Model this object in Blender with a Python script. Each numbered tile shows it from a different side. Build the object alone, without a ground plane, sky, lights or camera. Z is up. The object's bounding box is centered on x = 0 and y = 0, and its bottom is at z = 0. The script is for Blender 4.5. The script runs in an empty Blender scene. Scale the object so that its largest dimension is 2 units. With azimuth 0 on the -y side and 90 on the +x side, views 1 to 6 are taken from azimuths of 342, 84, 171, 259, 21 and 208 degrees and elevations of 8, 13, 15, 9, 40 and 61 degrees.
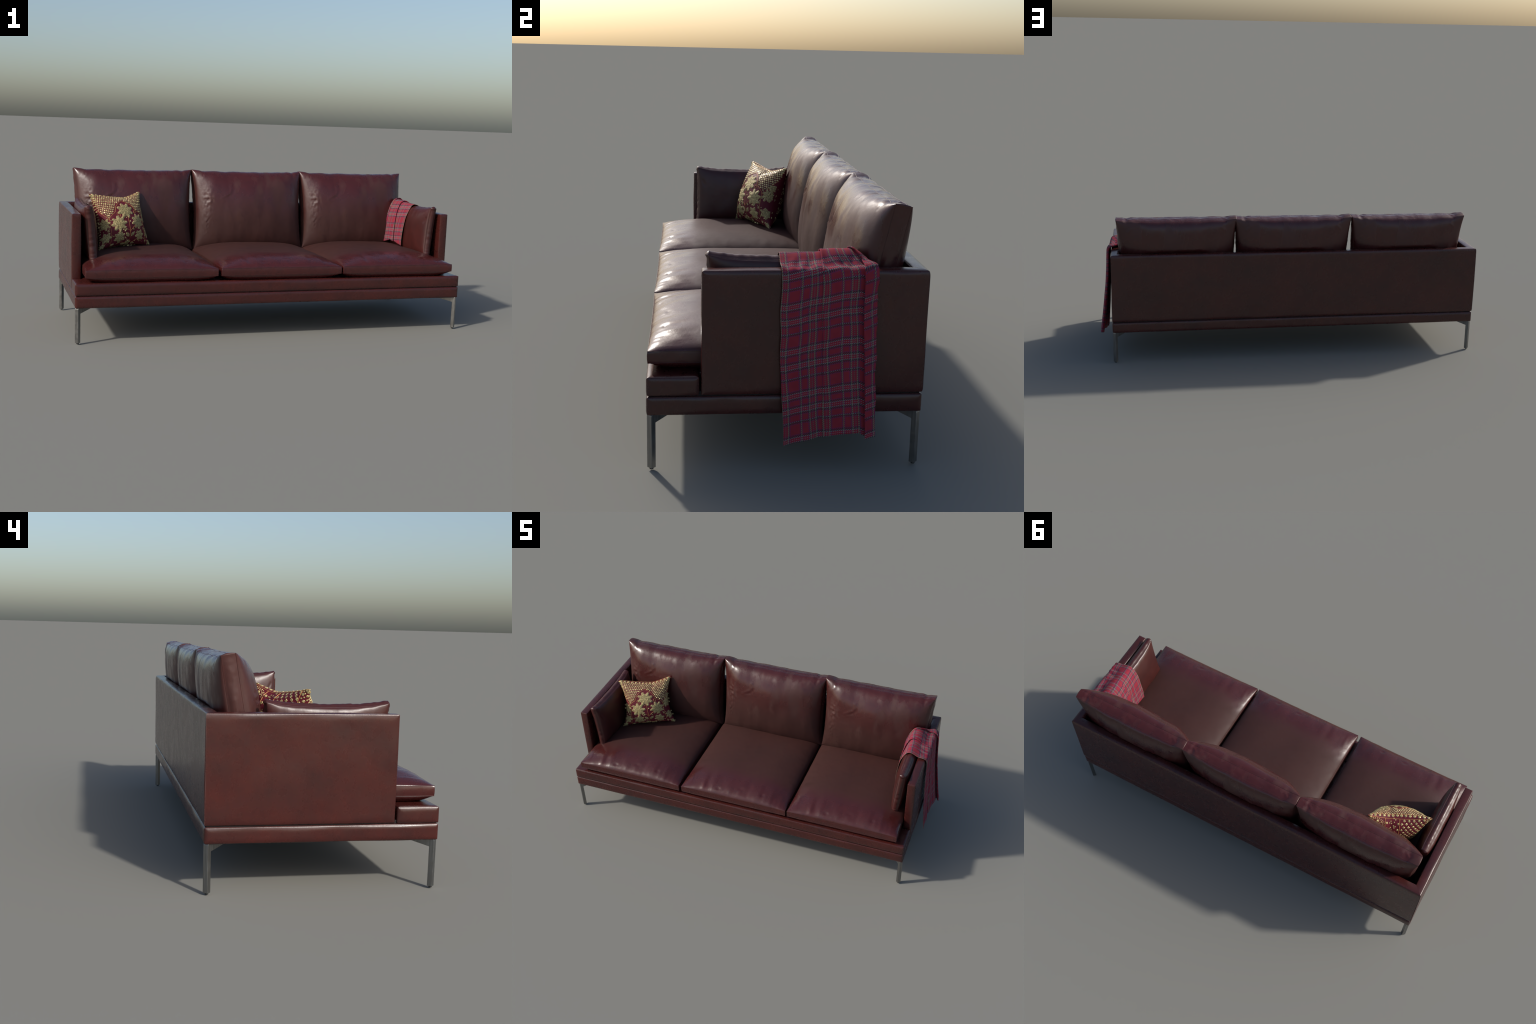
import bpy, bmesh, math, random
import numpy as np
from mathutils import Vector, Matrix, noise

random.seed(7)
rng = np.random.default_rng(7)
COL = bpy.context.scene.collection
MID = -0.033                       # the sofa's own middle in x (the blanket sticks out on the right)


# ------------------------------------------------------------------ helpers
def add_object(name, mesh, parent=None, mats=(), matrix=None, smooth=True):
    ob = bpy.data.objects.new(name, mesh)
    COL.objects.link(ob)
    for m in mats:
        if m.name not in [x.name for x in mesh.materials if x]:
            mesh.materials.append(m)
    if smooth:
        mesh.polygons.foreach_set("use_smooth", [True] * len(mesh.polygons))
    if matrix is not None:
        ob.matrix_world = matrix
    if parent is not None:
        ob.parent = parent
        ob.matrix_parent_inverse = PARENT_INV[parent.name]
    return ob


PARENT_INV = {}


def register(ob, matrix=None):
    PARENT_INV[ob.name] = (matrix or Matrix.Identity(4)).inverted()


def make_mesh(name, verts, faces):
    me = bpy.data.meshes.new(name)
    me.from_pydata([tuple(v) for v in verts], [], faces)
    me.validate()
    bm = bmesh.new()
    bm.from_mesh(me)
    bmesh.ops.recalc_face_normals(bm, faces=bm.faces)
    bm.to_mesh(me)
    bm.free()
    me.update()
    return me


def nz(x, y, z=0.0):
    return noise.noise(Vector((x, y, z)))


def smooth(a, b, x):
    k = min(1.0, max(0.0, (x - a) / (b - a)))
    return k * k * (3 - 2 * k)


def lerp_table(table, x):
    if x <= table[0][0]:
        return table[0][1]
    for (x0, y0), (x1, y1) in zip(table, table[1:]):
        if x <= x1:
            return y0 + (y1 - y0) * (x - x0) / (x1 - x0)
    return table[-1][1]


# ------------------------------------------------------------------ material nodes
class Nodes:
    def __init__(self, name):
        self.mat = bpy.data.materials.new(name)
        self.mat.use_nodes = True
        self.t = self.mat.node_tree
        self.bsdf = self.t.nodes["Principled BSDF"]
        self.out = self.t.nodes["Material Output"]

    def new(self, kind, **inputs):
        n = self.t.nodes.new(kind)
        for k, v in inputs.items():
            key = k.replace("_", " ")
            self.put(n.inputs[key], v)
        return n

    def put(self, socket, v):
        if isinstance(v, bpy.types.NodeSocket):
            self.t.links.new(v, socket)
        else:
            socket.default_value = v

    def obj(self):
        return self.t.nodes.new("ShaderNodeTexCoord").outputs["Object"]

    def mapped(self, vec, scale=(1, 1, 1), rot=(0, 0, 0)):
        n = self.new("ShaderNodeMapping")
        self.put(n.inputs["Vector"], vec)
        n.inputs["Scale"].default_value = scale
        n.inputs["Rotation"].default_value = rot
        return n.outputs["Vector"]

    def noise(self, vec, scale, detail=4.0, rough=0.5):
        n = self.new("ShaderNodeTexNoise")
        self.put(n.inputs["Vector"], vec)
        n.inputs["Scale"].default_value = scale
        n.inputs["Detail"].default_value = detail
        n.inputs["Roughness"].default_value = rough
        return n.outputs["Fac"]

    def ramp(self, fac, stops, interp="LINEAR"):
        n = self.new("ShaderNodeValToRGB")
        n.color_ramp.interpolation = interp
        e = n.color_ramp.elements
        while len(e) < len(stops):
            e.new(0.5)
        for el, (p, c) in zip(e, stops):
            el.position = p
            el.color = (*c, 1.0) if isinstance(c, tuple) else (c, c, c, 1.0)
        self.put(n.inputs["Fac"], fac)
        return n.outputs["Color"]

    def mix(self, fac, a, b, mode="MIX"):
        n = self.t.nodes.new("ShaderNodeMix")
        n.data_type = "RGBA"
        n.blend_type = mode
        self.put(n.inputs[0], fac)
        for s, v in ((n.inputs[6], a), (n.inputs[7], b)):
            if isinstance(v, tuple):
                v = (*v, 1.0)
            self.put(s, v)
        return n.outputs[2]

    def math(self, op, a, b=0.0, c=0.0):
        n = self.t.nodes.new("ShaderNodeMath")
        n.operation = op
        for i, v in enumerate((a, b, c)):
            self.put(n.inputs[i], v)
        return n.outputs[0]

    def bump(self, height, strength, distance, normal=None):
        n = self.new("ShaderNodeBump")
        n.inputs["Strength"].default_value = strength
        n.inputs["Distance"].default_value = distance
        self.put(n.inputs["Height"], height)
        if normal is not None:
            self.put(n.inputs["Normal"], normal)
        return n.outputs["Normal"]

    def set(self, **kw):
        for k, v in kw.items():
            s = self.bsdf.inputs[k.replace("_", " ")]
            if isinstance(v, tuple) and len(v) == 3:
                v = (*v, 1.0)
            self.put(s, v)
        return self.mat


def leather(name, tone=1.0, rough=0.37, streak=(1, 1, 1), gloss_side=None, pebble=0.26, dull=0.0):
    """gloss_side = (sign, start, end) in local z: there the colour is burgundy and the surface glossier, elsewhere browner and rougher"""
    n = Nodes(name)
    p = n.obj()
    big = n.noise(p, 7.0, 5.0, 0.62)
    mid = n.noise(n.mapped(p, streak), 24.0, 5.0, 0.62)
    fine = n.noise(p, 150.0, 3.0, 0.6)
    k = tone
    c = n.ramp(big, [(0.30, (0.068 * k, 0.0122 * k, 0.0092 * k)),
                     (0.52, (0.054 * k, 0.0110 * k, 0.0092 * k)),
                     (0.72, (0.038 * k, 0.0100 * k, 0.0092 * k))])
    r = n.ramp(mid, [(0.25, rough - 0.03), (0.75, rough + 0.05)])
    spec = 0.55
    if gloss_side:
        sg, z0, z1 = gloss_side
        sep = n.new("ShaderNodeSeparateXYZ")
        n.put(sep.inputs[0], p)
        zz = n.math("ADD", n.math("MULTIPLY", sep.outputs["Z"], sg), n.math("MULTIPLY", n.math("SUBTRACT", n.noise(p, 7.0, 3.0), 0.5), 0.14))
        mr = n.new("ShaderNodeMapRange")
        mr.interpolation_type = "SMOOTHSTEP"
        n.put(mr.inputs["Value"], zz)
        mr.inputs["From Min"].default_value, mr.inputs["From Max"].default_value = z0, z1
        m = mr.outputs["Result"]
        c = n.mix(m, n.mix(0.70, c, (0.040, 0.0168, 0.0132)), n.mix(0.5, c, (0.058, 0.0092, 0.0098)))
        spec = n.math("ADD", 0.34, n.math("MULTIPLY", m, 0.26))
        r = n.mix(m, n.ramp(mid, [(0.25, rough + 0.24), (0.75, rough + 0.34)]), n.ramp(mid, [(0.25, rough - 0.13), (0.75, rough - 0.02)]))
    c = n.mix(n.ramp(mid, [(0.32, 0.0), (0.75, 0.38)]), c, (0.036 * k, 0.0070 * k, 0.0055 * k))
    c = n.mix(n.ramp(fine, [(0.58, 0.0), (0.80, 0.3)]), c, (0.024, 0.0065, 0.006))
    if dull:
        matte_patch = n.ramp(n.noise(n.mapped(p, (9, 9, 4.0)), 1.0, 4.0, 0.55), [(0.52, 0.0), (0.64, 1.0)])
        r = n.math("ADD", r, n.math("MULTIPLY", matte_patch, dull))
        c = n.mix(n.math("MULTIPLY", matte_patch, 0.35), c, (0.060, 0.020, 0.012))
    vor = n.new("ShaderNodeTexVoronoi")
    n.put(vor.inputs["Vector"], p)
    vor.inputs["Scale"].default_value = 420.0
    nb = n.bump(n.noise(p, 50.0, 4.0, 0.6), pebble, 0.0045)
    nb = n.bump(n.mix(0.5, vor.outputs["Distance"], n.noise(p, 700.0, 2.0)), 0.10, 0.0010, nb)
    return n.set(Base_Color=c, Roughness=r, Normal=nb, Specular_IOR_Level=spec)


def flat_mat(name, color, rough=0.6, metal=0.0):
    n = Nodes(name)
    p = n.obj()
    f = n.noise(p, 90.0, 4.0)
    c = n.mix(f, tuple(0.8 * x for x in color), tuple(1.15 * x for x in color))
    return n.set(Base_Color=c, Roughness=rough, Metallic=metal)


def steel():
    n = Nodes("brushed_steel")
    p = n.obj()
    brush = n.noise(n.mapped(p, (400, 400, 12)), 1.0, 3.0)
    c = n.ramp(brush, [(0.3, (0.20, 0.20, 0.197)), (0.7, (0.30, 0.30, 0.295))])
    r = n.ramp(n.noise(p, 60, 4), [(0.3, 0.30), (0.7, 0.48)])
    return n.set(Base_Color=c, Metallic=1.0, Roughness=r, Normal=n.bump(brush, 0.08, 0.0005))


def gold(name, color, rough, scale, strength):
    n = Nodes(name)
    p = n.obj()
    v = n.new("ShaderNodeTexVoronoi")
    n.put(v.inputs["Vector"], p)
    v.inputs["Scale"].default_value = scale
    d = v.outputs["Distance"]
    c = n.mix(n.ramp(d, [(0.12, 0.0), (0.62, 1.0)]), color, tuple(x * 0.30 for x in color))
    cell = n.new("ShaderNodeTexVoronoi", Vector=p, Scale=scale * 0.36)
    cell.feature = "DISTANCE_TO_EDGE"
    line = n.math("LESS_THAN", cell.outputs["Distance"], 0.075)
    c = n.mix(n.math("MULTIPLY", line, 0.65 if scale > 200 else 0.0), c, (0.16, 0.075, 0.03))
    return n.set(Base_Color=c, Metallic=0.22, Roughness=rough, Normal=n.bump(n.math("SUBTRACT", 1.0, d), strength, 0.0025))


def maroon_silk():
    n = Nodes("maroon_silk")
    p = n.obj()
    weave = n.noise(n.mapped(p, (900, 900, 300)), 1.0, 2.0)
    c = n.mix(n.noise(p, 30, 4), (0.095, 0.0075, 0.015), (0.145, 0.012, 0.024))
    return n.set(Base_Color=c, Roughness=0.62, Specular_IOR_Level=0.3, Normal=n.bump(weave, 0.2, 0.0006))


def tartan():
    n = Nodes("tartan_wool")
    # cloth_length and cloth_width are single numbers: metres along and across the cloth
    def attr(a):
        k = n.t.nodes.new("ShaderNodeAttribute")
        k.attribute_name = a
        return k.outputs["Fac"]
    s, t = attr("cloth_length"), attr("cloth_width")
    M = n.math

    def frac(x, period, shift=0.0):
        return M("FRACT", M("ADD", M("DIVIDE", x, period), shift))

    def band(x, centre, half):
        return M("LESS_THAN", M("ABSOLUTE", M("SUBTRACT", x, centre)), half)

    def union(*xs):
        r = xs[0]
        for x in xs[1:]:
            r = M("MAXIMUM", r, x)
        return r
    PS, PT = 0.128, 0.120                # repeat of the check along / across
    fs, ft = frac(s, PS, 0.42), frac(t, PT, 0.66)
    # twill: diagonal dashes
    twill = frac(M("SUBTRACT", s, M("MULTIPLY", t, 1.0)), 0.0058)
    twill2 = frac(M("SUBTRACT", s, M("MULTIPLY", t, 1.0)), 0.0058, 0.45)
    on = M("LESS_THAN", twill, 0.58)
    on2 = M("LESS_THAN", twill2, 0.46)
    # per repeat: one single line and two pairs of lines, both ways
    wide = union(band(fs, 0.100, 0.029), band(fs, 0.305, 0.029), band(fs, 0.455, 0.029), band(fs, 0.640, 0.029), band(fs, 0.790, 0.029))
    pale = union(band(fs, 0.330, 0.014), band(fs, 0.430, 0.014), band(fs, 0.665, 0.014), band(fs, 0.765, 0.014), band(fs, 0.380, 0.006), band(fs, 0.715, 0.006), band(fs, 0.118, 0.007))
    edge_s = union(band(fs, 0.066, 0.011), band(fs, 0.134, 0.011), band(fs, 0.271, 0.011), band(fs, 0.489, 0.011), band(fs, 0.606, 0.011), band(fs, 0.824, 0.011))
    wt = union(band(ft, 0.100, 0.024), band(ft, 0.305, 0.027), band(ft, 0.455, 0.027), band(ft, 0.640, 0.027), band(ft, 0.790, 0.027))
    yl = union(band(ft, 0.106, 0.012), band(ft, 0.314, 0.014), band(ft, 0.446, 0.014), band(ft, 0.649, 0.014), band(ft, 0.781, 0.014))
    dot = M("MULTIPLY", union(band(ft, 0.380, 0.016), band(ft, 0.715, 0.016)), M("LESS_THAN", frac(s, 0.0058), 0.5))
    edge_t = union(band(ft, 0.068, 0.010), band(ft, 0.132, 0.010), band(ft, 0.273, 0.010), band(ft, 0.487, 0.010), band(ft, 0.608, 0.010), band(ft, 0.822, 0.010))
    red = n.mix(n.noise(n.obj(), 45, 4), (0.215, 0.0205, 0.033), (0.290, 0.032, 0.047))
    stripe_zone = M("MULTIPLY", union(band(fs, 0.380, 0.10), band(fs, 0.715, 0.10), band(ft, 0.380, 0.10), band(ft, 0.715, 0.10)), 0.35)
    c = n.mix(stripe_zone, red, (0.26, 0.022, 0.05))
    c = n.mix(M("MULTIPLY", union(edge_s, edge_t), M("MULTIPLY", on, 0.50)), c, (0.065, 0.030, 0.17))
    c = n.mix(M("MULTIPLY", wt, M("MULTIPLY", on2, 0.85)), c, (0.035, 0.060, 0.075))
    c = n.mix(M("MULTIPLY", wide, M("MULTIPLY", on, 0.92)), c, (0.012, 0.030, 0.042))
    c = n.mix(M("MULTIPLY", yl, M("MULTIPLY", on, 0.48)), c, (0.33, 0.29, 0.15))
    c = n.mix(M("MULTIPLY", dot, 0.55), c, (0.07, 0.11, 0.10))
    c = n.mix(M("MULTIPLY", pale, M("MULTIPLY", on2, 0.60)), c, (0.27, 0.28, 0.28))
    weave = n.noise(n.mapped(n.obj(), (700, 700, 700)), 1.0, 2.0)
    return n.set(Base_Color=c, Roughness=0.95, Specular_IOR_Level=0.2,
                 Normal=n.bump(weave, 0.25, 0.0008))


LEATHER = leather("oxblood_leather", 0.95, 0.36, pebble=0.10)
LEATHER_PANEL = leather("oxblood_leather_panel", 0.97, 0.27, (1, 1, 0.9), None, 0.06)
LEATHER_SEAT = leather("oxblood_leather_seat", 1.0, 0.34, (1, 1, 1), (-1, 0.12, 0.26), 0.12)
LEATHER_BACK = leather("oxblood_leather_back", 1.0, 0.32, (1, 1, 1), (1, -0.10, 0.10), 0.12, 0.30)
SEAM = leather("seam_leather", 0.95, 0.42)
STEEL = steel()
RUBBER = flat_mat("black_rubber", (0.02, 0.02, 0.02), 0.7)
DARK = flat_mat("recess_shadow_paint", (0.012, 0.008, 0.008), 0.9)
GOLD_BEAD = gold("gold_sequin", (1.0, 0.80, 0.36), 0.36, 160.0, 0.25)
GOLD_THREAD = gold("gold_embroidery", (1.0, 0.82, 0.36), 0.50, 380.0, 0.8)
CORD = flat_mat("copper_cord", (0.52, 0.24, 0.085), 0.45, 0.25)
MAROON = maroon_silk()
TARTAN = tartan()


# ------------------------------------------------------------------ upholstered slabs
def axis_points(a, b, r, step):
    n = max(2, int(round((b - a - 2 * r) / step)))
    edge = [0.0, 0.25 * r, 0.55 * r, r + 0.0015, r + 0.0035, r + 0.006]
    r1 = r + 0.009
    mid = [a + r, *[a + r1 + (b - a - 2 * r1) * i / n for i in range(n + 1)], b - r]
    return sorted([a + e for e in edge] + mid + [b - e for e in edge])


def slab_mesh(name, lo, hi, r=0.0028, step=0.009, puff=0.0041, seed=0.0, edge_wave=0.0006, open_ends=()):
    """A box wrapped in leather: rounded edges, faces slightly padded and uneven."""
    axes = [axis_points(lo[i], hi[i], r, step) for i in range(3)]
    n = [len(a) for a in axes]
    index, verts, faces = {}, [], []

    def vid(i, j, k):
        key = (i, j, k)
        if key not in index:
            index[key] = len(verts)
            p = Vector((axes[0][i], axes[1][j], axes[2][k]))
            c = Vector([min(max(p[m], lo[m] + (0 if (m, 0) in open_ends else r)), hi[m] - (0 if (m, 1) in open_ends else r)) for m in range(3)])
            d = p - c
            q = c + d.normalized() * r if d.length > 1e-9 else p
            nor = d.normalized() if d.length > 1e-9 else Vector((0, 0, 1))
            # distance from the nearest edge of this face
            dist = sorted(min(9 if (m, 0) in open_ends else p[m] - lo[m], 9 if (m, 1) in open_ends else hi[m] - p[m]) for m in range(3))
            e = dist[1]
            reach = 0.016 + 0.007 * nz(q.x * 7 + seed, q.y * 7, q.z * 7)
            pad = puff * ((1 - (1 - min(1, e / reach)) ** 2) * (0.9 + 0.5 * nz(q.x * 6 + seed, q.y * 6, q.z * 6)) - 0.45)
            wave = edge_wave * nz(q.x * 15 + seed, q.y * 15, q.z * 15) * (0.35 + smooth(0.003, 0.012, e) * (1.2 - smooth(0.02, 0.07, e)))
            verts.append(q + nor * (pad + wave))
        return index[key]

    for a in range(3):
        b, c = (a + 1) % 3, (a + 2) % 3
        for side in (0, n[a] - 1):
            for i in range(n[b] - 1):
                for j in range(n[c] - 1):
                    quad = []
                    for di, dj in ((0, 0), (1, 0), (1, 1), (0, 1)):
                        key = [0, 0, 0]
                        key[a], key[b], key[c] = side, i + di, j + dj
                        quad.append(vid(*key))
                    faces.append(quad if side else quad[::-1])
    return make_mesh(name, verts, faces)


sofa = bpy.data.objects.new("leather_sofa", None)
COL.objects.link(sofa)
sofa.location = (MID, 0, 0)
register(sofa, Matrix.Translation((MID, 0, 0)))
sofa["label"] = "three-seat dark oxblood leather sofa on slim steel legs"
sofa["category"] = "sofa"

XL, XR, YF, YB = -0.997, 0.931, -0.381, 0.388
ARM = 0.042


def slab(name, lo, hi, **kw):
    return add_object(name, slab_mesh(name, lo, hi, **kw), sofa, [LEATHER_PANEL])


slab("base_rail", (XL, YF, 0.163), (XR, YB, 0.2165), r=0.0028, puff=0.0041, seed=3.1)
slab("seat_platform", (XL + ARM + 0.004, -0.2375, 0.2195), (XR - ARM - 0.004, 0.340, 0.272), seed=8.0)
slab("front_platform", (XL, YF, 0.2195), (XR, -0.2380, 0.2735), r=0.0028, puff=0.0041, seed=5.7)
def mitred(mesh, shape):
    for v in mesh.vertices:
        v.co = shape(v.co)
    return mesh


def arm_shape(outer, inward):
    """the back end of the arm is cut at 45 degrees"""
    def fn(p):
        f = min(1, max(0, (p.x - outer) * inward / ARM))
        k = (p.y + 0.2315) / (YB + 0.2315)
        return (p.x, p.y - f * ARM * k ** 6, p.z)
    return fn


def back_shape(p):
    f = min(1, max(0, (YB - p.y) / ARM))
    k = (p.x - MID) / ((XR - XL) / 2)
    return (p.x - f * ARM * k ** 9, p.y, p.z)


for outer, inward, seed in ((XL, 1, 1.3), (XR, -1, 11.9)):
    x0, x1 = sorted((outer, outer + inward * ARM))
    me = slab_mesh("armrest", (x0, -0.2315, 0.2205), (x1, YB, 0.573), r=0.0025, seed=1.3, open_ends=((1, 1),))
    add_object("armrest", mitred(me, arm_shape(outer, inward)), sofa, [LEATHER_PANEL])
me = slab_mesh("backrest", (XL, YB - ARM, 0.2205), (XR, YB, 0.573), r=0.0025, seed=1.3, open_ends=((0, 0), (0, 1)))
add_object("backrest", mitred(me, back_shape), sofa, [LEATHER_PANEL])
core = slab_mesh("recess_shadow_core", (XL + 0.006, YF + 0.006, 0.2), (XR - 0.006, YB - 0.006, 0.23), r=0.002, step=0.1, puff=0, edge_wave=0)  # near-black inset block modelled to draw the shadow line above the rail
add_object("recess_shadow_core", core, sofa, [DARK])


# ------------------------------------------------------------------ legs
def leg_mesh():
    """Square bar turned 45 degrees; a tapering bracket runs from its top along the diagonal. x = outward..inward, z up."""
    w, d, top, foot = 0.0185, 0.0165, 0.1635, 0.0045
    prof = [(0, foot), (d, foot), (d, 0.138), (d + 0.140, 0.1612), (d + 0.140, top), (0.0012, top), (0, top - 0.0045)]
    bm = bmesh.new()
    a = [bm.verts.new((x, -w / 2, z)) for x, z in prof]
    b = [bm.verts.new((x, w / 2, z)) for x, z in prof]
    bm.faces.new(a)
    bm.faces.new(b[::-1])
    for i in range(len(prof)):
        j = (i + 1) % len(prof)
        bm.faces.new((a[j], a[i], b[i], b[j]))
    bmesh.ops.recalc_face_normals(bm, faces=bm.faces)
    bmesh.ops.bevel(bm, geom=list(bm.edges), offset=0.0013, segments=2, affect="EDGES", profile=0.5)
    me = bpy.data.meshes.new("leg")
    bm.to_mesh(me)
    bm.free()
    return me


def pad_mesh():
    bm = bmesh.new()
    bmesh.ops.create_cone(bm, cap_ends=True, segments=24, radius1=0.0055, radius2=0.0068, depth=0.0055,
                          matrix=Matrix.Translation((0.00825, 0, 0.00275)))
    me = bpy.data.meshes.new("foot_pad")
    bm.to_mesh(me)
    bm.free()
    return me


LEG, PAD = leg_mesh(), pad_mesh()
for cx, cy in ((XL, YF), (XR, YF), (XR, YB), (XL, YB)):
    ang = math.atan2(-cy / abs(cy), -(1 if cx > 0 else -1))
    base = Vector((cx, cy, 0)) + Vector((math.cos(ang), math.sin(ang), 0)) * 0.0085
    m = Matrix.Translation(base) @ Matrix.Rotation(ang, 4, "Z")
    leg = add_object("leg", LEG, sofa, [STEEL], m, smooth=False)
    register(leg, m)
    add_object("foot_pad", PAD, leg, [RUBBER], m, smooth=False)


# ------------------------------------------------------------------ box cushions
def spread(n):
    return [math.sin(math.pi / 2 * (-1 + 2 * i / n)) for i in range(n + 1)]


def cushion(name, nu, nv, nb, outline, front, rear, band_out, band_half):
    """outline(s,t)->(x,z); front/rear(s,t,x,z)-> thickness coordinate y; s,t in -1..1.
    The two faces are joined by a sewn band; returns mesh and the two seam loops."""
    S, T = spread(nu), spread(nv)
    verts, faces = [], []

    def grid(fn):
        ids = []
        for t in T:
            row = []
            for s in S:
                x, z = outline(s, t)
                row.append(len(verts))
                verts.append(Vector((x, fn(s, t, x, z), z)))
            ids.append(row)
        return ids
    A, B = grid(front), grid(rear)
    for ids in (A, B):
        for j in range(nv):
            for i in range(nu):
                q = [ids[j][i], ids[j][i + 1], ids[j + 1][i + 1], ids[j + 1][i]]
                faces.append(q if ids is A else q[::-1])
    ring = [(0, i) for i in range(nu)] + [(j, nu) for j in range(nv)] + [(nv, i) for i in range(nu, 0, -1)] + [(j, 0) for j in range(nv, 0, -1)]
    ra, rb = [A[j][i] for j, i in ring], [B[j][i] for j, i in ring]
    rows = [ra]
    for k in range(1, nb):
        f = k / nb
        row = []
        for (j, i), a, b in zip(ring, ra, rb):
            p = verts[a].lerp(verts[b], f)
            s, t = S[i], T[j]
            o = band_out(s, t, f)
            d = Vector((s if abs(s) > 0.9999 else 0, 0, t if abs(t) > 0.9999 else 0))
            if d.length > 1.2:
                d = d * 0.5
            row.append(len(verts))
            verts.append(p + d * o)
        rows.append(row)
    rows.append(rb)
    m = len(ring)
    for r0, r1 in zip(rows, rows[1:]):
        for i in range(m):
            faces.append([r0[i], r1[i], r1[(i + 1) % m], r0[(i + 1) % m]])
    loops = [[verts[i].copy() for i in ra], [verts[i].copy() for i in rb]]
    return make_mesh(name, verts, faces), loops


def tube(path, radius, sides=6, closed=True, verts=None, faces=None):
    verts = [] if verts is None else verts
    faces = [] if faces is None else faces
    n = len(path)
    rings = []
    for i, p in enumerate(path):
        a = path[(i - 1) % n] if closed or i > 0 else p
        b = path[(i + 1) % n] if closed or i < n - 1 else p
        d = (b - a)
        d = d.normalized() if d.length > 1e-9 else Vector((1, 0, 0))
        up = Vector((0, 0, 1)) if abs(d.z) < 0.9 else Vector((0, 1, 0))
        u = d.cross(up).normalized()
        v = d.cross(u)
        ring = []
        for k in range(sides):
            g = 2 * math.pi * k / sides
            ring.append(len(verts))
            verts.append(p + (u * math.cos(g) + v * math.sin(g)) * radius)
        rings.append(ring)
    for i in range(n if closed else n - 1):
        r0, r1 = rings[i], rings[(i + 1) % n]
        for k in range(sides):
            faces.append([r0[k], r0[(k + 1) % sides], r1[(k + 1) % sides], r1[k]])
    if not closed:
        faces.append(rings[0][::-1])
        faces.append(rings[-1])
    return verts, faces


def seam_mesh(loops, radius):
    v, f = [], []
    for l in loops:
        tube(l, radius, 6, True, v, f)
    return make_mesh("seam", v, f)


def ridge(x, z, pts, width):
    """height 0..1 of a pinched fold that runs along a polyline"""
    best = 9.0
    p = Vector((x, z))
    for a, b in zip(pts, pts[1:]):
        a, b = Vector(a), Vector(b)
        ab = b - a
        k = min(1, max(0, (p - a).dot(ab) / ab.dot(ab)))
        best = min(best, (p - a - ab * k).length)
    return math.exp(-(best / width) ** 2)


def bell(x, z, cx, cz, rx, rz):
    return math.exp(-((x - cx) / rx) ** 2 - ((z - cz) / rz) ** 2)


# --- back cushions ------------------------------------------------
BW, BH, BBAND = 0.612, 0.412, 0.047
TILT = math.atan2(0.077, 0.41)
BC = Vector((0, 0.2745, 0.5385))


def back_outline(s, t):
    pull = 0.0145 * (1 - abs(t) ** 2.5) + 0.006 * (1 - t) / 2
    ear = 0.006 * max(0, abs(s) - 0.55) / 0.45 * (1 if t > 0 else 0.3)
    x = s * (BW / 2 - pull)
    z = t * BH / 2 + (ear * t if t > 0 else 0) + (0.0032 * nz(s * 6, 3.3) + 0.0009 * nz(s * 21, 6.1) - (0.0045 * bell(s, 0, 0.83, 0, 0.05, 1) + 0.0035 * bell(s, 0, -0.80, 0, 0.05, 1) if t > 0 else 0)) * abs(t) ** 6
    return x, z


def back_front(s, t, x, z):
    f = max(0, 1 - abs(s) ** 2.3) ** 0.42 * max(0, 1 - abs(t) ** (2.9 if t > 0 else 2.5)) ** 0.48
    m = min(1, f * 1.6)
    y = 0.086 * f + 0.004 * t * f
    y += m * 0.0042 * nz(x * 14 + 4, z * 4.0, 1.5) * smooth(-1, 0.5, t + 0.5)
    y += m * 0.0013 * nz(x * 30, z * 12, 7.7) * smooth(0.1, 0.9, abs(t) * 0.5 + 0.5)
    y += m * 0.0055 * nz(x * 7, z * 7, 3.2)
    # crumpled leather beside the left seam, and lower down
    c = bell(s, t, -0.80, 0.22, 0.09, 0.20) + 0.7 * bell(s, t, -0.84, -0.28, 0.07, 0.25)
    if c > 0.02:
        y += c * (0.0058 * (1 - 2.4 * abs(nz(x * 70 + 9, z * 70, 2.2))) + 0.0036 * (1 - 2.4 * abs(nz(x * 150, z * 130, 6.2)))) - c * 0.003
    # slack crease near the top, at the left third
    y += 0.0030 * ridge(x, z, [(-0.165, 0.055), (-0.140, 0.072), (-0.118, 0.083), (-0.108, 0.105), (-0.112, 0.128)], 0.0032)
    y -= 0.0028 * ridge(x, z, [(-0.152, 0.052), (-0.128, 0.064), (-0.106, 0.078), (-0.100, 0.100)], 0.0030)
    y += 0.0024 * ridge(x, z, [(-0.160, 0.042), (-0.136, 0.058)], 0.003)
    # pulled folds at the upper corners
    for sx in (-1, 1):
        y += m * 0.0018 * ridge(x, z, [(sx * 0.245, 0.200), (sx * 0.240, 0.186), (sx * 0.250, 0.172)], 0.004)
        y -= m * 0.0018 * ridge(x, z, [(sx * 0.256, 0.196), (sx * 0.252, 0.178)], 0.004)
    return -(BBAND / 2 + y)


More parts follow.
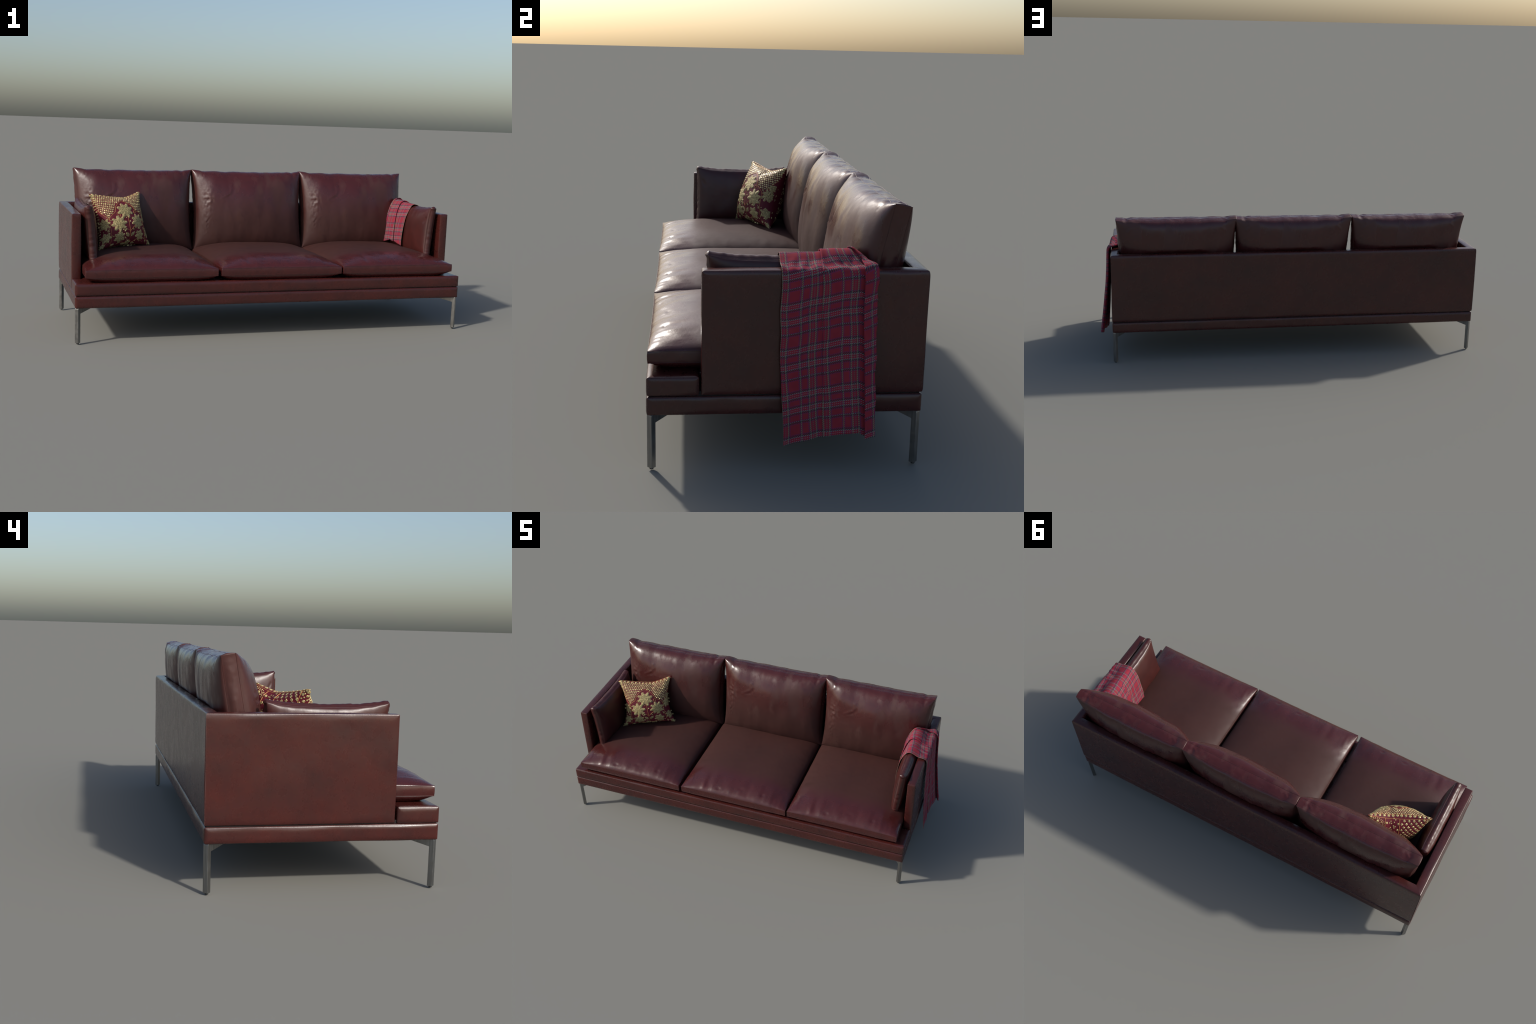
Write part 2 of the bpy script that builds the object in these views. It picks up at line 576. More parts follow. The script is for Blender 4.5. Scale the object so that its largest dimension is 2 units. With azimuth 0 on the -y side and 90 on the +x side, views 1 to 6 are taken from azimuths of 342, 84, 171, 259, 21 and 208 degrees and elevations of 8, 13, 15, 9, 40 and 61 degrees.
def back_rear(s, t, x, z):
    f = max(0, 1 - abs(s) ** 2.4) ** 0.45 * max(0, 1 - abs(t) ** 2.5) ** 0.5
    m = min(1, f * 1.6)
    y = BBAND / 2 + 0.052 * f + m * 0.0035 * nz(x * 17 + 8, z * 2.5, 5.5) + m * 0.0016 * nz(x * 40 + 8, z * 6, 5.5)
    for sx in (-1, 1):
        y += 0.003 * m * ridge(x, z, [(sx * 0.240, 0.200), (sx * 0.228, 0.180), (sx * 0.246, 0.158)], 0.006)
    wz = BC.z + z * math.cos(TILT) - y * math.sin(TILT)
    limit = 0.3445 + 0.04 * smooth(0.566, 0.612, wz)
    wy = BC.y + y * math.cos(TILT) + z * math.sin(TILT)
    if wy > limit:
        y -= (wy - limit) / math.cos(TILT)
    return y


def back_band(s, t, f):
    h = 4 * f * (1 - f)
    if abs(t) > 0.9999 and t > 0:
        o = h * (0.0035 + 0.0020 * nz(s * 12, f * 2.5) - 0.002 * bell(s, 0, -0.8, 0, 0.06, 1) - 0.002 * bell(s, 0, 0.8, 0, 0.06, 1))
        for c in (-0.80, 0.80):
            o += h * 0.004 * (ridge(s, f, [(c, 0), (c + 0.03, 0.35), (c - 0.02, 0.6), (c + 0.02, 1)], 0.022) - 0.3 * ridge(s, f, [(c - 0.06, 0), (c - 0.05, 1)], 0.03))
        return o
    return h * (0.0085 + 0.003 * nz(t * 4, 2.2) + 0.002 * nz(t * 14, f * 4)) * (1 - 0.6 * smooth(0.6, 1, t))


mesh_bc, loops = cushion("back_cushion", 104, 80, 8, back_outline, back_front, back_rear, back_band, BBAND / 2)
mesh_bs = seam_mesh(loops, 0.0010)
for cx in (-0.628, -0.0105, 0.5955):
    m = Matrix.Translation(Vector((cx, BC.y, BC.z))) @ Matrix.Rotation(-TILT, 4, "X")
    ob = add_object("back_cushion", mesh_bc, sofa, [LEATHER_BACK], m)
    register(ob, m)
    add_object("seam", mesh_bs, ob, [SEAM], m)

# --- seat cushions ------------------------------------------------
SW, SD, SBAND, SZ, SY = 0.607, 0.690, 0.034, 0.3165, -0.034


def seat_outline(s, t):
    pull = 0.003 * (1 - abs(t) ** 4)
    x = s * (SW / 2 - pull) + 0.0008 * nz(t * 9, 1.1) * abs(s) ** 6
    z = t * SD / 2 + (0.0025 * (1 - s ** 2) if t < 0 else 0) * abs(t) ** 8 + 0.0012 * nz(s * 7, 4.1) * abs(t) ** 8
    return x, z


def seat_front(s, t, x, z):
    f = max(0, 1 - abs(s) ** 3.4) ** 0.66 * max(0, 1 - abs(t) ** 4.4) ** 0.62
    m = min(1, f * 2.0)
    y = 0.051 * f
    y += m * 0.0025 * nz(x * 6 + 2, z * 6, 9.1)
    # gathers that run back from the front seam
    g = smooth(0.19, 0.30, -z)
    y += m * g * (0.0030 * nz(x * 30 + 5, z * 7, 0.4) + 0.0018 * nz(x * 70, z * 18, 6.4))
    side = smooth(0.70, 0.93, abs(s))
    y += m * side * 0.0022 * nz(x * 12, z * 24, 3.0)
    for cx, cz in ((0.03, -0.292), (-0.09, -0.318), (0.16, -0.300)):
        y -= 0.0045 * bell(x, z, cx, cz, 0.007, 0.007)
    return -(SBAND / 2 + y)


def seat_rear(s, t, x, z):
    f = max(0, 1 - abs(s) ** 6) ** 0.6 * max(0, 1 - abs(t) ** 11) ** 0.65
    return min(SBAND / 2 + 0.040 * f, SZ - 0.2738)


def seat_band(s, t, f):
    return 4 * f * (1 - f) * (0.0016 + 0.0012 * nz(s * 9 + 3, t * 9))


mesh_sc, loops = cushion("seat_cushion", 90, 104, 5, seat_outline, seat_front, seat_rear, seat_band, SBAND / 2)
mesh_ss = seam_mesh(loops, 0.0009)
for cx, wide in ((-0.6455, 1.006), (-0.0210, 0.996), (0.5895, 0.980)):
    m = Matrix.Translation((cx, SY, SZ)) @ Matrix.Rotation(-math.pi / 2, 4, "X") @ Matrix.Diagonal((wide, 1, 1, 1))
    ob = add_object("seat_cushion", mesh_sc, sofa, [LEATHER_SEAT], m)
    register(ob, m)
    add_object("seam", mesh_ss, ob, [SEAM], m)

# --- arm cushions ---------------------------------------------------
AW, AH, ABAND = 0.402, 0.246, 0.032
ATILT = math.atan2(0.025, 0.245)


def arm_outline(s, t):
    x = s * (AW / 2 - 0.006 * (1 - abs(t) ** 2.5))
    dip = 0.0140 * (1 - abs(s) ** 3) if t > 0 else 0.0
    z = t * (AH / 2 - dip) + (0.0018 * nz(s * 6, 8.8) if t > 0 else 0) * abs(t) ** 4
    return x, z


def arm_face(depth, seed):
    def fn(s, t, x, z):
        f = max(0, 1 - abs(s) ** 2.6) ** 0.5 * max(0, 1 - abs(t) ** 2.8) ** 0.5
        m = min(1, f * 1.6)
        y = depth * f + m * 0.0018 * nz(x * 20 + seed, z * 12, 1.0) + m * 0.0016 * smooth(0.5, 0.95, t) * nz(x * 50 + seed, z * 14, 2.0)
        y += m * 0.0022 * nz(x * 9 + seed, z * 9, 6.0)
        y -= m * 0.003 * ridge(x, z, [(0.172, 0.045), (0.182, 0.065)], 0.006) + m * 0.003 * ridge(x, z, [(-0.172, 0.045), (-0.182, 0.065)], 0.006)
        return y + ABAND / 2
    return fn


af, ar = arm_face(0.027, 4.0), arm_face(0.0225, 14.0)
mesh_ac, loops = cushion("arm_cushion", 72, 52, 6, arm_outline, lambda *a: -af(*a), ar,
                         lambda s, t, f: 4 * f * (1 - f) * (0.0085 + 0.003 * nz(s * 12, t * 12, 3.3)), ABAND / 2)
mesh_as = seam_mesh(loops, 0.0008)
for sgn in (1, -1):
    cx = MID + sgn * (0.8435 - MID)
    m = (Matrix.Translation((cx, -0.0115, 0.4805)) @ Matrix.Rotation(sgn * ATILT, 4, "Y") @ Matrix.Rotation(-sgn * math.pi / 2, 4, "Z"))
    ob = add_object("arm_cushion", mesh_ac, sofa, [LEATHER], m)
    register(ob, m)
    add_object("seam", mesh_as, ob, [SEAM], m)


# ------------------------------------------------------------------ tartan throw over the right arm
# profile of the cloth in the x-z plane, from the hanging end outside, over the arm, to the end inside
PROFILE = [(0.962, 0.070), (0.953, 0.160), (0.947, 0.300), (0.942, 0.440), (0.9395, 0.540), (0.9375, 0.568), (0.929, 0.5770), (0.908, 0.582),
           (0.884, 0.590), (0.864, 0.5985), (0.848, 0.6020), (0.8335, 0.5960), (0.8190, 0.573), (0.8030, 0.530), (0.7925, 0.470), (0.7875, 0.410), (0.7870, 0.360)]


def catmull(pts, per):
    out = []
    n = len(pts)
    for i in range(n - 1):
        p = [np.array(pts[max(0, min(n - 1, i + k))], float) for k in (-1, 0, 1, 2)]
        for j in range(per):
            u = j / per
            out.append(0.5 * (2 * p[1] + (p[2] - p[0]) * u + (2 * p[0] - 5 * p[1] + 4 * p[2] - p[3]) * u * u + (3 * p[1] - p[0] - 3 * p[2] + p[3]) * u ** 3))
    out.append(np.array(pts[-1], float))
    return np.array(out)


CURVE = catmull(PROFILE, 24)
ARC = np.concatenate([[0], np.cumsum(np.linalg.norm(np.diff(CURVE, axis=0), axis=1))])


def on_profile(a):
    x, z = np.interp(a, ARC, CURVE[:, 0]), np.interp(a, ARC, CURVE[:, 1])
    e = 0.004
    dx = np.interp(a + e, ARC, CURVE[:, 0]) - np.interp(a - e, ARC, CURVE[:, 0])
    dz = np.interp(a + e, ARC, CURVE[:, 1]) - np.interp(a - e, ARC, CURVE[:, 1])
    l = math.hypot(dx, dz)
    return x, z, dz / l, -dx / l            # outward normal


def arc_at_outer(z):
    k = int(np.argmax(CURVE[:, 1]))
    return float(np.interp(z, CURVE[:k, 1], ARC[:k]))


def arc_at_inner(z):
    k = int(np.argmax(CURVE[:, 1]))
    return float(np.interp(-z, -CURVE[k:, 1], ARC[k:]))


A_EDGE, A_TOP, A_IN = arc_at_outer(0.572), float(ARC[int(np.argmax(CURVE[:, 1]))]), arc_at_inner(0.585)


def throw_mesh():
    NL = 150
    SEGS = (34, 8, 22, 8, 10, 6)           # front panel, fold, middle panel, fold, rear panel, tucked hem
    verts, faces, length, width = [], [], [], []
    rows = []
    for i in range(NL + 1):
        q = i / NL
        row = []
        # rough position along the profile, used for the fold layout
        a_mid = q * ARC[-1]
        inner = smooth(A_TOP - 0.06, A_IN, a_mid)          # 0 outside, 1 inside
        low = 1 - smooth(0.0, A_EDGE, a_mid)               # 1 at the hanging end
        deep = smooth(A_IN, float(ARC[-1]), a_mid)
        y0 = -0.019 + 0.0025 * nz(a_mid * 14, 7.0) + 0.013 * low ** 3 + 0.010 * deep
        y_rear = 0.244 - 0.052 * smooth(A_EDGE - 0.01, A_TOP, a_mid) + 0.060 * deep + 0.005 * nz(a_mid * 13, 2.0) + 0.002 * nz(a_mid * 40, 5.0)
        # fold at the middle: a pleat that opens toward the outside
        ya = 0.093 + 0.010 * low - 0.020 * deep
        oa = 0.020 * smooth(A_EDGE - 0.02, A_TOP, a_mid) + 0.004
        # fold near the rear edge: strong outside
        yb = 0.203 + 0.011 * low - 0.030 * inner
        ob = 0.020 * (1 - inner) + 0.003
        ha, hb = 0.0030 + 0.0052 * min(1, oa / 0.02) * inner, 0.0130 * min(1, ob / 0.012) + 0.004 * low * (1 - inner)
        tuck = 0.012
        path = [(y0, 0), (ya + oa, 0), (ya, ha), (yb + ob, ha), (yb, ha + hb), (y_rear, ha + hb * (0.25 + 0.5 * low)), (y_rear - tuck, ha * 0.2 + hb * 0.25 * low)]
        w = 0.0
        pts = []
        for (p0, p1), cnt in zip(zip(path, path[1:]), SEGS):
            for j in range(cnt):
                k = j / cnt
                pts.append((p0[0] + (p1[0] - p0[0]) * k, p0[1] + (p1[1] - p0[1]) * k))
        pts.append(path[-1])
        # soften the folds
        arr = np.array(pts)
        for _ in range(2):
            arr[1:-1] = 0.25 * arr[:-2] + 0.5 * arr[1:-1] + 0.25 * arr[2:]
        for j, (y, d) in enumerate(arr):
            if j:
                w += float(np.hypot(*(arr[j] - arr[j - 1])))
            z_out = lerp_table([(-0.006, 0.081), (0.094, 0.104), (0.2, 0.121), (0.215, 0.113), (0.245, 0.119)], y)
            if j > sum(SEGS[:3]) + 4:
                z_out = 0.107 + (y - 0.211) * 0.25
            z_in = lerp_table([(-0.01, 0.379), (0.085, 0.394), (0.11, 0.397), (0.23, 0.366)], y)
            a0, a1 = arc_at_outer(z_out), arc_at_inner(z_in)
            a = a0 + (a1 - a0) * q
            x, z, nx, nz_ = on_profile(a)
            lo = 1 - smooth(0.0, A_EDGE, a)
            # drape: soft vertical folds that open toward the hem, flare at the rear
            flow = 0.0065 * nz(y * 24, a * 3.0, 4.2) * (0.25 + 0.75 * lo) + 0.0012 * nz(y * 60, a * 14, 1.2)
            flow += 0.0030 * math.exp(-((y - 0.035) / 0.008) ** 2) * (1 - smooth(A_EDGE, A_TOP, a)) * 0.8
            flow += 0.020 * lo ** 2 * smooth(0.12, 0.245, y) + 0.004 * lo * smooth(0.0, 0.2, y)
            # puckers where the cloth bridges the gap between arm and cushion
            top = math.exp(-((a - (A_EDGE + 0.030)) / 0.030) ** 2)
            flow -= top * 0.0060 * (0.3 + 1.6 * nz(y * 24 + 3, a * 10, 8.8))
            flow += top * 0.006 * nz(y * 50, a * 22, 2.8)
            flow += 0.003 * smooth(0.02, 0.16, y) * math.exp(-((a - A_TOP) / 0.045) ** 2)
            off = 0.0022 + d + max(flow, -0.0015 if a < A_EDGE else -0.012)
            row.append(len(verts))
            verts.append(Vector((x + nx * off, y + 0.0022 * nz(a * 9, j * 0.02, 5.0), z + nz_ * off)))
            hem = (a0 - arc_at_outer(0.100)) * (1 - 0.6 * smooth(A_EDGE, A_TOP, a))
            length.append(a - hem + 0.0035 * nz(y * 14, a * 5, 6.6))
            width.append(w + 0.0045 * nz(a * 7, y * 14, 3.6))
        rows.append(row)
    for r0, r1 in zip(rows, rows[1:]):
        for i in range(len(r0) - 1):
            faces.append([r0[i], r0[i + 1], r1[i + 1], r1[i]])
    me = bpy.data.meshes.new("throw_blanket")
    me.from_pydata([tuple(v) for v in verts], [], faces)
    for nm, vals in (("cloth_length", length), ("cloth_width", width)):
        at = me.attributes.new(nm, "FLOAT", "POINT")
        at.data.foreach_set("value", vals)
    return me


throw = add_object("throw_blanket", throw_mesh(), None, [TARTAN])
sol = throw.modifiers.new("cloth_thickness", "SOLIDIFY")
sol.thickness, sol.offset = 0.0018, 1.0
throw["label"] = "red tartan wool throw draped over the sofa arm"
throw["category"] = "blanket"


# ------------------------------------------------------------------ embroidered pillow
TL, TR, BR, BL = (Vector(p) for p in ((-0.890, 0.042, 0.644), (-0.615, 0.171, 0.647), (-0.572, 0.099, 0.380), (-0.848, -0.038, 0.373)))
PC = (TL + TR + BR + BL) / 4
PU = ((TR - TL) + (BR - BL)).normalized()
PN = PU.cross((TL - BL) + (TR - BR)).normalized()
PV = PN.cross(PU).normalized()
PM = Matrix(((PU.x, PV.x, PN.x, PC.x), (PU.y, PV.y, PN.y, PC.y), (PU.z, PV.z, PN.z, PC.z), (0, 0, 0, 1)))
HU, HV = 0.1525, 0.140


def pillow_point(a, b, side):
    """local point of the pillow cover; a, b in -1..1; side +1 front, -1 back"""
    x = a * HU * (1 - 0.200 * (1 - b * b) ** 1.0 * abs(a) ** 1.5)
    dip = 0.215 * (1 - (abs(a - 0.26) / (0.74 if a > 0.26 else 1.26)) ** 1.35) if b > 0 else 0.09 * (1 - a * a)
    y = b * HV * (1 - dip * abs(b) ** 1.5)
    f = max(0, 1 - abs(a) ** 2.0) ** 0.57 * max(0, 1 - abs(b) ** 2.0) ** 0.57
    m = min(1, f * 2)
    z = (0.074 if side > 0 else 0.097) * f * (1 - 0.12 * b)
    z -= m * 0.0075 * bell(a, b, 0.26, 0.86, 0.10, 0.22) + m * 0.004 * bell(a, b, -0.95, -0.1, 0.12, 0.1)
    z += m * 0.0028 * nz(a * 3.2, b * 3.2, 4.0 + side) + m * 0.0012 * nz(a * 8, b * 8, 9 + side)
    z += 0.0012 * nz(a * 5, b * 5, 2.0) * (1 - m)
    return Vector((x, y, side * z))


def pillow_frame(a, b, side):
    e = 0.01
    p = pillow_point(a, b, side)
    du = pillow_point(min(1, a + e), b, side) - pillow_point(max(-1, a - e), b, side)
    dv = pillow_point(a, min(1, b + e), side) - pillow_point(a, max(-1, b - e), side)
    n = du.cross(dv).normalized() * side
    return p, n


def arc_table(along_a, other, side):
    """parameter values at equal steps of length over the bulge of the cover"""
    k = [-1 + 2 * i / 400 for i in range(401)]
    pts = [pillow_point(v, other, side) if along_a else pillow_point(other, v, side) for v in k]
    length = [0.0]
    for p, q in zip(pts, pts[1:]):
        length.append(length[-1] + (q - p).length)
    return k, length


ARC_A, ARC_B = arc_table(True, 0.35, 1), arc_table(False, 0.15, 1)


def a_at(m):
    """a at m metres from the middle line"""
    return float(np.interp(m + ARC_A[1][200], ARC_A[1], ARC_A[0]))


def b_at(m):
    return float(np.interp(m + ARC_B[1][200], ARC_B[1], ARC_B[0]))


A_MAX, B_MAX = ARC_A[1][-1] / 2, ARC_B[1][-1] - ARC_B[1][200]


def pillow_mesh():
    N = 64
    K = spread(N)
    verts, faces, grids = [], [], []
    for side in (1, -1):
        g = []
        for b in K:
            row = []
            for a in K:
                row.append(len(verts))
                verts.append(pillow_point(a, b, side))
            g.append(row)
        grids.append(g)
        for j in range(N):
            for i in range(N):
                q = [g[j][i], g[j][i + 1], g[j + 1][i + 1], g[j + 1][i]]
                faces.append(q if side > 0 else q[::-1])
    me = bpy.data.meshes.new("throw_pillow")
    me.from_pydata([tuple(v) for v in verts], [], faces)
    bm = bmesh.new()
    bm.from_mesh(me)
    bmesh.ops.remove_doubles(bm, verts=bm.verts, dist=1e-5)
    bmesh.ops.recalc_face_normals(bm, faces=bm.faces)
    bm.to_mesh(me)
    bm.free()
    return me


pillow = add_object("throw_pillow", pillow_mesh(), None, [MAROON], PM)
register(pillow, PM)
pillow["label"] = "square maroon scatter cushion with gold sequins and embroidered flowers"
pillow["category"] = "cushion"


def bead(verts, faces, a, b, side, ra, rb, height, sides=7, rot=0.0):
    """a small domed sequin sewn on the cover (ra, rb: half sizes in units of half a pillow)"""
    p, n = pillow_frame(a, b, side)
    e = 0.004
    u = pillow_point(min(0.9999, a + e), b, side) - pillow_point(max(-0.9999, a - e), b, side)
    u = (u - n * u.dot(n)).normalized()
    v = n.cross(u) * side
    base, mid = [], []
    for k in range(sides):
        g = rot + 2 * math.pi * k / sides
        d = u * (ra * HU * math.cos(g)) + v * (rb * HV * math.sin(g))
        for ring, sc, h in ((base, 1.0, -0.0004), (mid, 0.66, 0.8 * height)):
            ring.append(len(verts))
            verts.append(p + d * sc + n * h)
    c = len(verts)
    verts.append(p + n * height)
    for k in range(sides):
        j = (k + 1) % sides
        faces.append([base[k], base[j], mid[j], mid[k]])
        faces.append([mid[k], mid[j], c])


def cord(verts, faces, pts, side, radius):
    path = []
    for (a, b) in pts:
        p, n = pillow_frame(max(-0.995, min(0.995, a)), max(-0.998, min(0.998, b)), side)
        path.append(p + n * radius * 0.5)
    tube(path, radius, 5, False, verts, faces)


def dense(pts, per=10):
    return [tuple(p) for p in catmull(pts, per)]


# arches that part the sequin field from the flower field
ARCH = dense([(-0.70, -0.04), (-0.66, 0.05), (-0.55, 0.13), (-0.44, 0.20), (-0.41, 0.27), (-0.35, 0.41), (-0.24, 0.53), (-0.13, 0.62), (-0.04, 0.665),
              (0.06, 0.62), (0.17, 0.53), (0.28, 0.41), (0.35, 0.27), (0.39, 0.21), (0.50, 0.16), (0.62, 0.07), (0.68, -0.02)])
ARCH_L = dense([(-0.70, -0.04), (-0.76, 0.04), (-0.84, 0.12), (-0.93, 0.24), (-0.99, 0.38)])
ARCH_R = dense([(0.68, -0.02), (0.74, 0.08), (0.82, 0.18), (0.88, 0.30), (0.93, 0.42), (0.985, 0.52)])
LINE = sorted(ARCH_L[::-1] + ARCH + ARCH_R)


def arch_height(a):
    return lerp_table(LINE, a)


gv, gf = [], []
PITCH_A, PITCH_B = 0.0106, 0.0090
top_field = B_MAX - 0.021
for row in range(40):
    mb = top_field - row * PITCH_B
    b = b_at(mb)
    if b < -0.05:
        break
    for i in range(-18, 19):
        ma = (i + (0.5 if row % 2 else 0.0)) * PITCH_A
        if abs(ma) > A_MAX - 0.006:
            continue
        a = a_at(ma)
        if b < arch_height(a) + 0.045:
            continue
        bead(gv, gf, a, b, 1, 0.0355 * random.uniform(.93, 1.05), 0.0310 * random.uniform(.93, 1.05), random.uniform(0.0009, 0.0019), 6, random.uniform(-.15, .15))
# the row of large round beads under the top seam
for i in range(14):
    bead(gv, gf, a_at((-1 + 2 * i / 13) * (A_MAX - 0.030)), b_at(B_MAX - 0.0095), 1, 0.052, 0.050, 0.0024, 9, 0.2)
# back: lattice of squares, clusters, arcs of dots
for j in range(-16, 17):
    b = b_at(B_MAX - 0.012 - (j + 16) * 0.0125)
    for i in range(6):
        ma = -0.108 + i * 0.0210 + (0.0105 if j % 2 else 0)
        if ma < -0.008:
            bead(gv, gf, a_at(ma), b, -1, 0.052, 0.054, 0.0012, 4, 0.0)
    for m0, r in ((0.004, 0.040), (0.056, 0.042)):
        if j % 2:
            bead(gv, gf, a_at(m0 + random.uniform(-.001, .001)), b, -1, r, r * 1.1, 0.0015, 8)
    for m0, k0 in ((0.021, 0), (0.038, 1)):
        if j % 2 == k0:
            for k in range(3):
                g = 2 * math.pi * k / 3 + j
                bead(gv, gf, a_at(m0 + 0.0048 * math.cos(g)), min(0.995, b + 0.034 * math.sin(g)), -1, 0.028, 0.030, 0.0011, 6)
    for k in range(4):
        r = 0.040 if (j + k) % 3 == 0 else 0.024
        bead(gv, gf, a_at(-0.122 - 0.0125 * k + random.uniform(-.002, .002)), b, -1, r, r, 0.0012, 7)
for j in range(6):
    m0 = B_MAX - 0.022 - j * 0.044
    for k in range(13):
        g = math.pi * k / 12
        for rr in (0.024, 0.018):
            ma, mb = 0.098 - rr * 1.4 * math.cos(g), m0 - 0.012 + rr * math.sin(g)
            if 0.064 < ma < A_MAX - 0.006:
                bead(gv, gf, a_at(ma), b_at(mb), -1, 0.019, 0.022, 0.0010, 5)
    bead(gv, gf, a_at(0.098), b_at(m0 - 0.004), -1, 0.046, 0.042, 0.0015, 8)
    bead(gv, gf, a_at(0.128), b_at(m0 + 0.010), -1, 0.040, 0.040, 0.0015, 8)
    for k in range(3):
        bead(gv, gf, a_at(0.080 + 0.006 * k), b_at(m0 - 0.006 - 0.002 * (k % 2)), -1, 0.020, 0.022, 0.0011, 6)
# loose gold dots between the blossoms
for i in range(70):
    a, b = random.uniform(-0.95, 0.95), random.uniform(-0.96, 0.1)
    if b < arch_height(a) - 0.10:
        r = random.uniform(0.016, 0.030)
        bead(gv, gf, a, b, 1, r, r, 0.0014, 6)
seq = add_object("sequin", make_mesh("sequin", gv, gf), pillow, [GOLD_BEAD], PM, smooth=False)
seq["kind"] = "stuff"

cv, cf = [], []
for pts in (ARCH, ARCH_L, ARCH_R):
    cord(cv, cf, pts, 1, 0.0010)
for pts in ([(-0.70, -0.04), (-0.69, -0.4), (-0.64, -0.97)], [(0.68, -0.02), (0.70, -0.4), (0.74, -0.97)], [(-0.01, 0.05), (0.02, -0.4), (0.05, -0.95)],
            [(0.03, -0.52), (0.12, -0.42), (0.25, -0.30)], [(0.02, -0.50), (-0.06, -0.44), (-0.18, -0.36)], [(-0.30, 0.02), (-0.27, 0.13), (-0.33, 0.20), (-0.38, 0.14), (-0.33, 0.11)],
            [(0.33, 0.06), (0.28, 0.16), (0.32, 0.22), (0.37, 0.16), (0.33, 0.13)], [(-0.05, 0.48), (-0.10, 0.52), (-0.13, 0.47), (-0.09, 0.43)],
            [(0.04, -0.86), (0.18, -0.90), (0.32, -0.82), (0.46, -0.86), (0.60, -0.92)], [(0.04, -0.86), (-0.12, -0.92), (-0.28, -0.88), (-0.44, -0.93)],
            [(-0.94, -0.82), (-0.85, -0.86), (-0.76, -0.8), (-0.68, -0.88)], [(0.78, -0.82), (0.86, -0.9), (0.94, -0.84)]):
    cord(cv, cf, dense(pts, 8), 1, 0.0008)
line = [(-0.97 + 1.94 * i / 40, b_at(B_MAX - 0.0165)) for i in range(41)]
cord(cv, cf, line, 1, 0.0011)
cord(cv, cf, [(a, 0.994) for a, _ in line], -1, 0.0012)
for m0 in (0.063, -0.003, -0.115):
    cord(cv, cf, [(a_at(m0), b_at((B_MAX - 0.004) * (1 - 2 * i / 40))) for i in range(41)], -1, 0.0013)
cr = add_object("gold_cord", make_mesh("gold_cord", cv, cf), pillow, [CORD], PM)
cr["kind"] = "stuff"


def flower_mesh(a0, b0, r, lobes, turn):
    """a stitched blossom: a scalloped pad with a bead on each lobe"""
    verts, faces = [], []
    sides, rings = lobes * 8, 7

    def at(a, b, h):
        p, n = pillow_frame(max(-0.99, min(0.99, a)), max(-0.985, min(0.985, b)), 1)
        return p + n * h
    verts.append(at(a0, b0, 0.0022))
    grid = []
    for k in range(1, rings + 1):
        f = k / rings
        ring = []
        for i in range(sides):
            g = 2 * math.pi * i / sides + turn
            lob = abs(math.cos(lobes * (g - turn) / 2)) ** 0.45
            rad = r * f * (1 - (1 - lob) * 0.26 * f ** 2)
            h = 0.0018 * (1 - f ** 5) + 0.0008 * math.cos(f * 15) * (1 - f) + 0.0007 * f * math.cos(lobes * (g - turn)) - (0.0008 if k == rings else 0) + 0.0005 * nz(i * 0.9, k * 1.3, r * 50)
            ring.append(len(verts))
            verts.append(at(a0 + rad * math.cos(g), b0 + rad * math.sin(g), h))
        grid.append(ring)
    for i in range(sides):
        faces.append([0, grid[0][i], grid[0][(i + 1) % sides]])
        for k in range(rings - 1):
            faces.append([grid[k][i], grid[k + 1][i], grid[k + 1][(i + 1) % sides], grid[k][(i + 1) % sides]])
    for l in range(lobes):
        g = 2 * math.pi * l / lobes + turn
        bead(verts, faces, a0 + r * 0.92 * math.cos(g), b0 + r * 0.92 * math.sin(g), 1, r * 0.20, r * 0.20, 0.0020, 8)
    return make_mesh("flower", verts, faces)


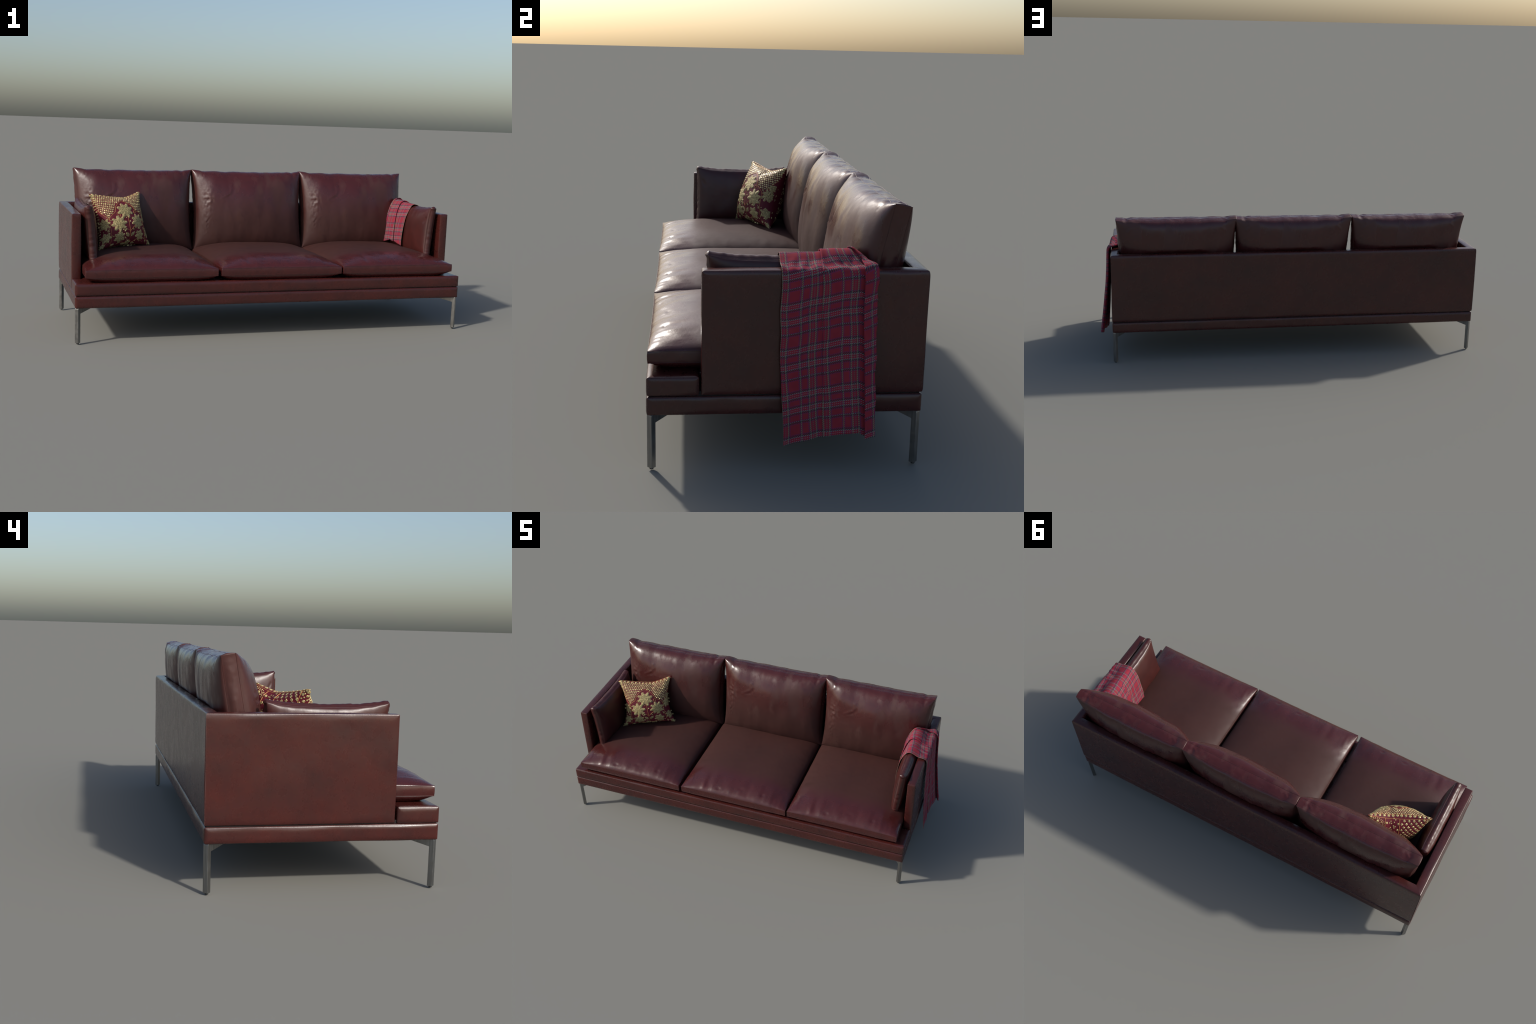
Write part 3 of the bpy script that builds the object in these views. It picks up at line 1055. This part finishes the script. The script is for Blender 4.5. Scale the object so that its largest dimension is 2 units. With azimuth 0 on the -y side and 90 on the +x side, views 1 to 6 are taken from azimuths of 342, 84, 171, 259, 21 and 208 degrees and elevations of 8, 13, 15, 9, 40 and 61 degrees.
for a0, b0, r, lobes, turn in ((-0.04, 0.25, 0.265, 8, 0.3), (-0.36, -0.21, 0.255, 8, 0.1), (0.39, -0.18, 0.245, 8, 0.25), (-0.36, -0.70, 0.19, 6, 0.5), (0.44, -0.68, 0.18, 6, 0.2),
                               (-0.90, -0.18, 0.19, 8, 0.2), (0.88, -0.02, 0.18, 8, 0.4), (-0.84, -0.66, 0.17, 6, 0.0), (0.90, -0.58, 0.16, 6, 0.6), (0.93, 0.25, 0.10, 6, 0.1),
                               (-0.02, -0.93, 0.10, 6, 0.4), (0.93, -0.93, 0.09, 5, 0.0), (-0.93, -0.93, 0.09, 5, 0.4)):
    add_object("flower", flower_mesh(a0, b0, r * 1.05, lobes, turn), pillow, [GOLD_THREAD], PM)


def petal_mesh(a0, b0, l, w, ang):
    verts, faces = [], []
    nl, nw = 10, 6
    for i in range(nl + 1):
        f = i / nl
        half = w * math.sin(math.pi * min(0.97, max(0.03, f)) ** 0.8) + 0.003
        for j in range(nw + 1):
            k = -1 + 2 * j / nw
            u, v = (f - 0.5) * l, k * half
            a, b = a0 + u * math.cos(ang) - v * math.sin(ang), b0 + u * math.sin(ang) + v * math.cos(ang)
            p, n = pillow_frame(max(-0.99, min(0.99, a)), max(-0.985, min(0.985, b)), 1)
            verts.append(p + n * (0.0022 * (1 - k ** 4) - 0.0008 * math.exp(-(k / 0.25) ** 2) - 0.0003))
    for i in range(nl):
        for j in range(nw):
            q = i * (nw + 1) + j
            faces.append([q, q + 1, q + nw + 2, q + nw + 1])
    return make_mesh("leaf", verts, faces)


for a0, b0, l, w, ang in ((-0.07, -0.63, 0.20, 0.060, 2.2), (0.14, -0.62, 0.20, 0.055, 0.9), (-0.58, -0.93, 0.14, 0.04, 0.3), (0.20, -0.95, 0.14, 0.03, 0.1), (-0.2, -0.955, 0.14, 0.03, 3.0),
                          (0.66, -0.45, 0.09, 0.035, 1.2), (0.60, -0.18, 0.07, 0.03, 0.4), (-0.12, -0.44, 0.08, 0.035, 0.8), (0.16, -0.45, 0.07, 0.03, 2.0), (-0.78, -0.42, 0.09, 0.04, 0.5)):
    add_object("leaf", petal_mesh(a0, b0, l, w, ang), pillow, [GOLD_THREAD], PM)
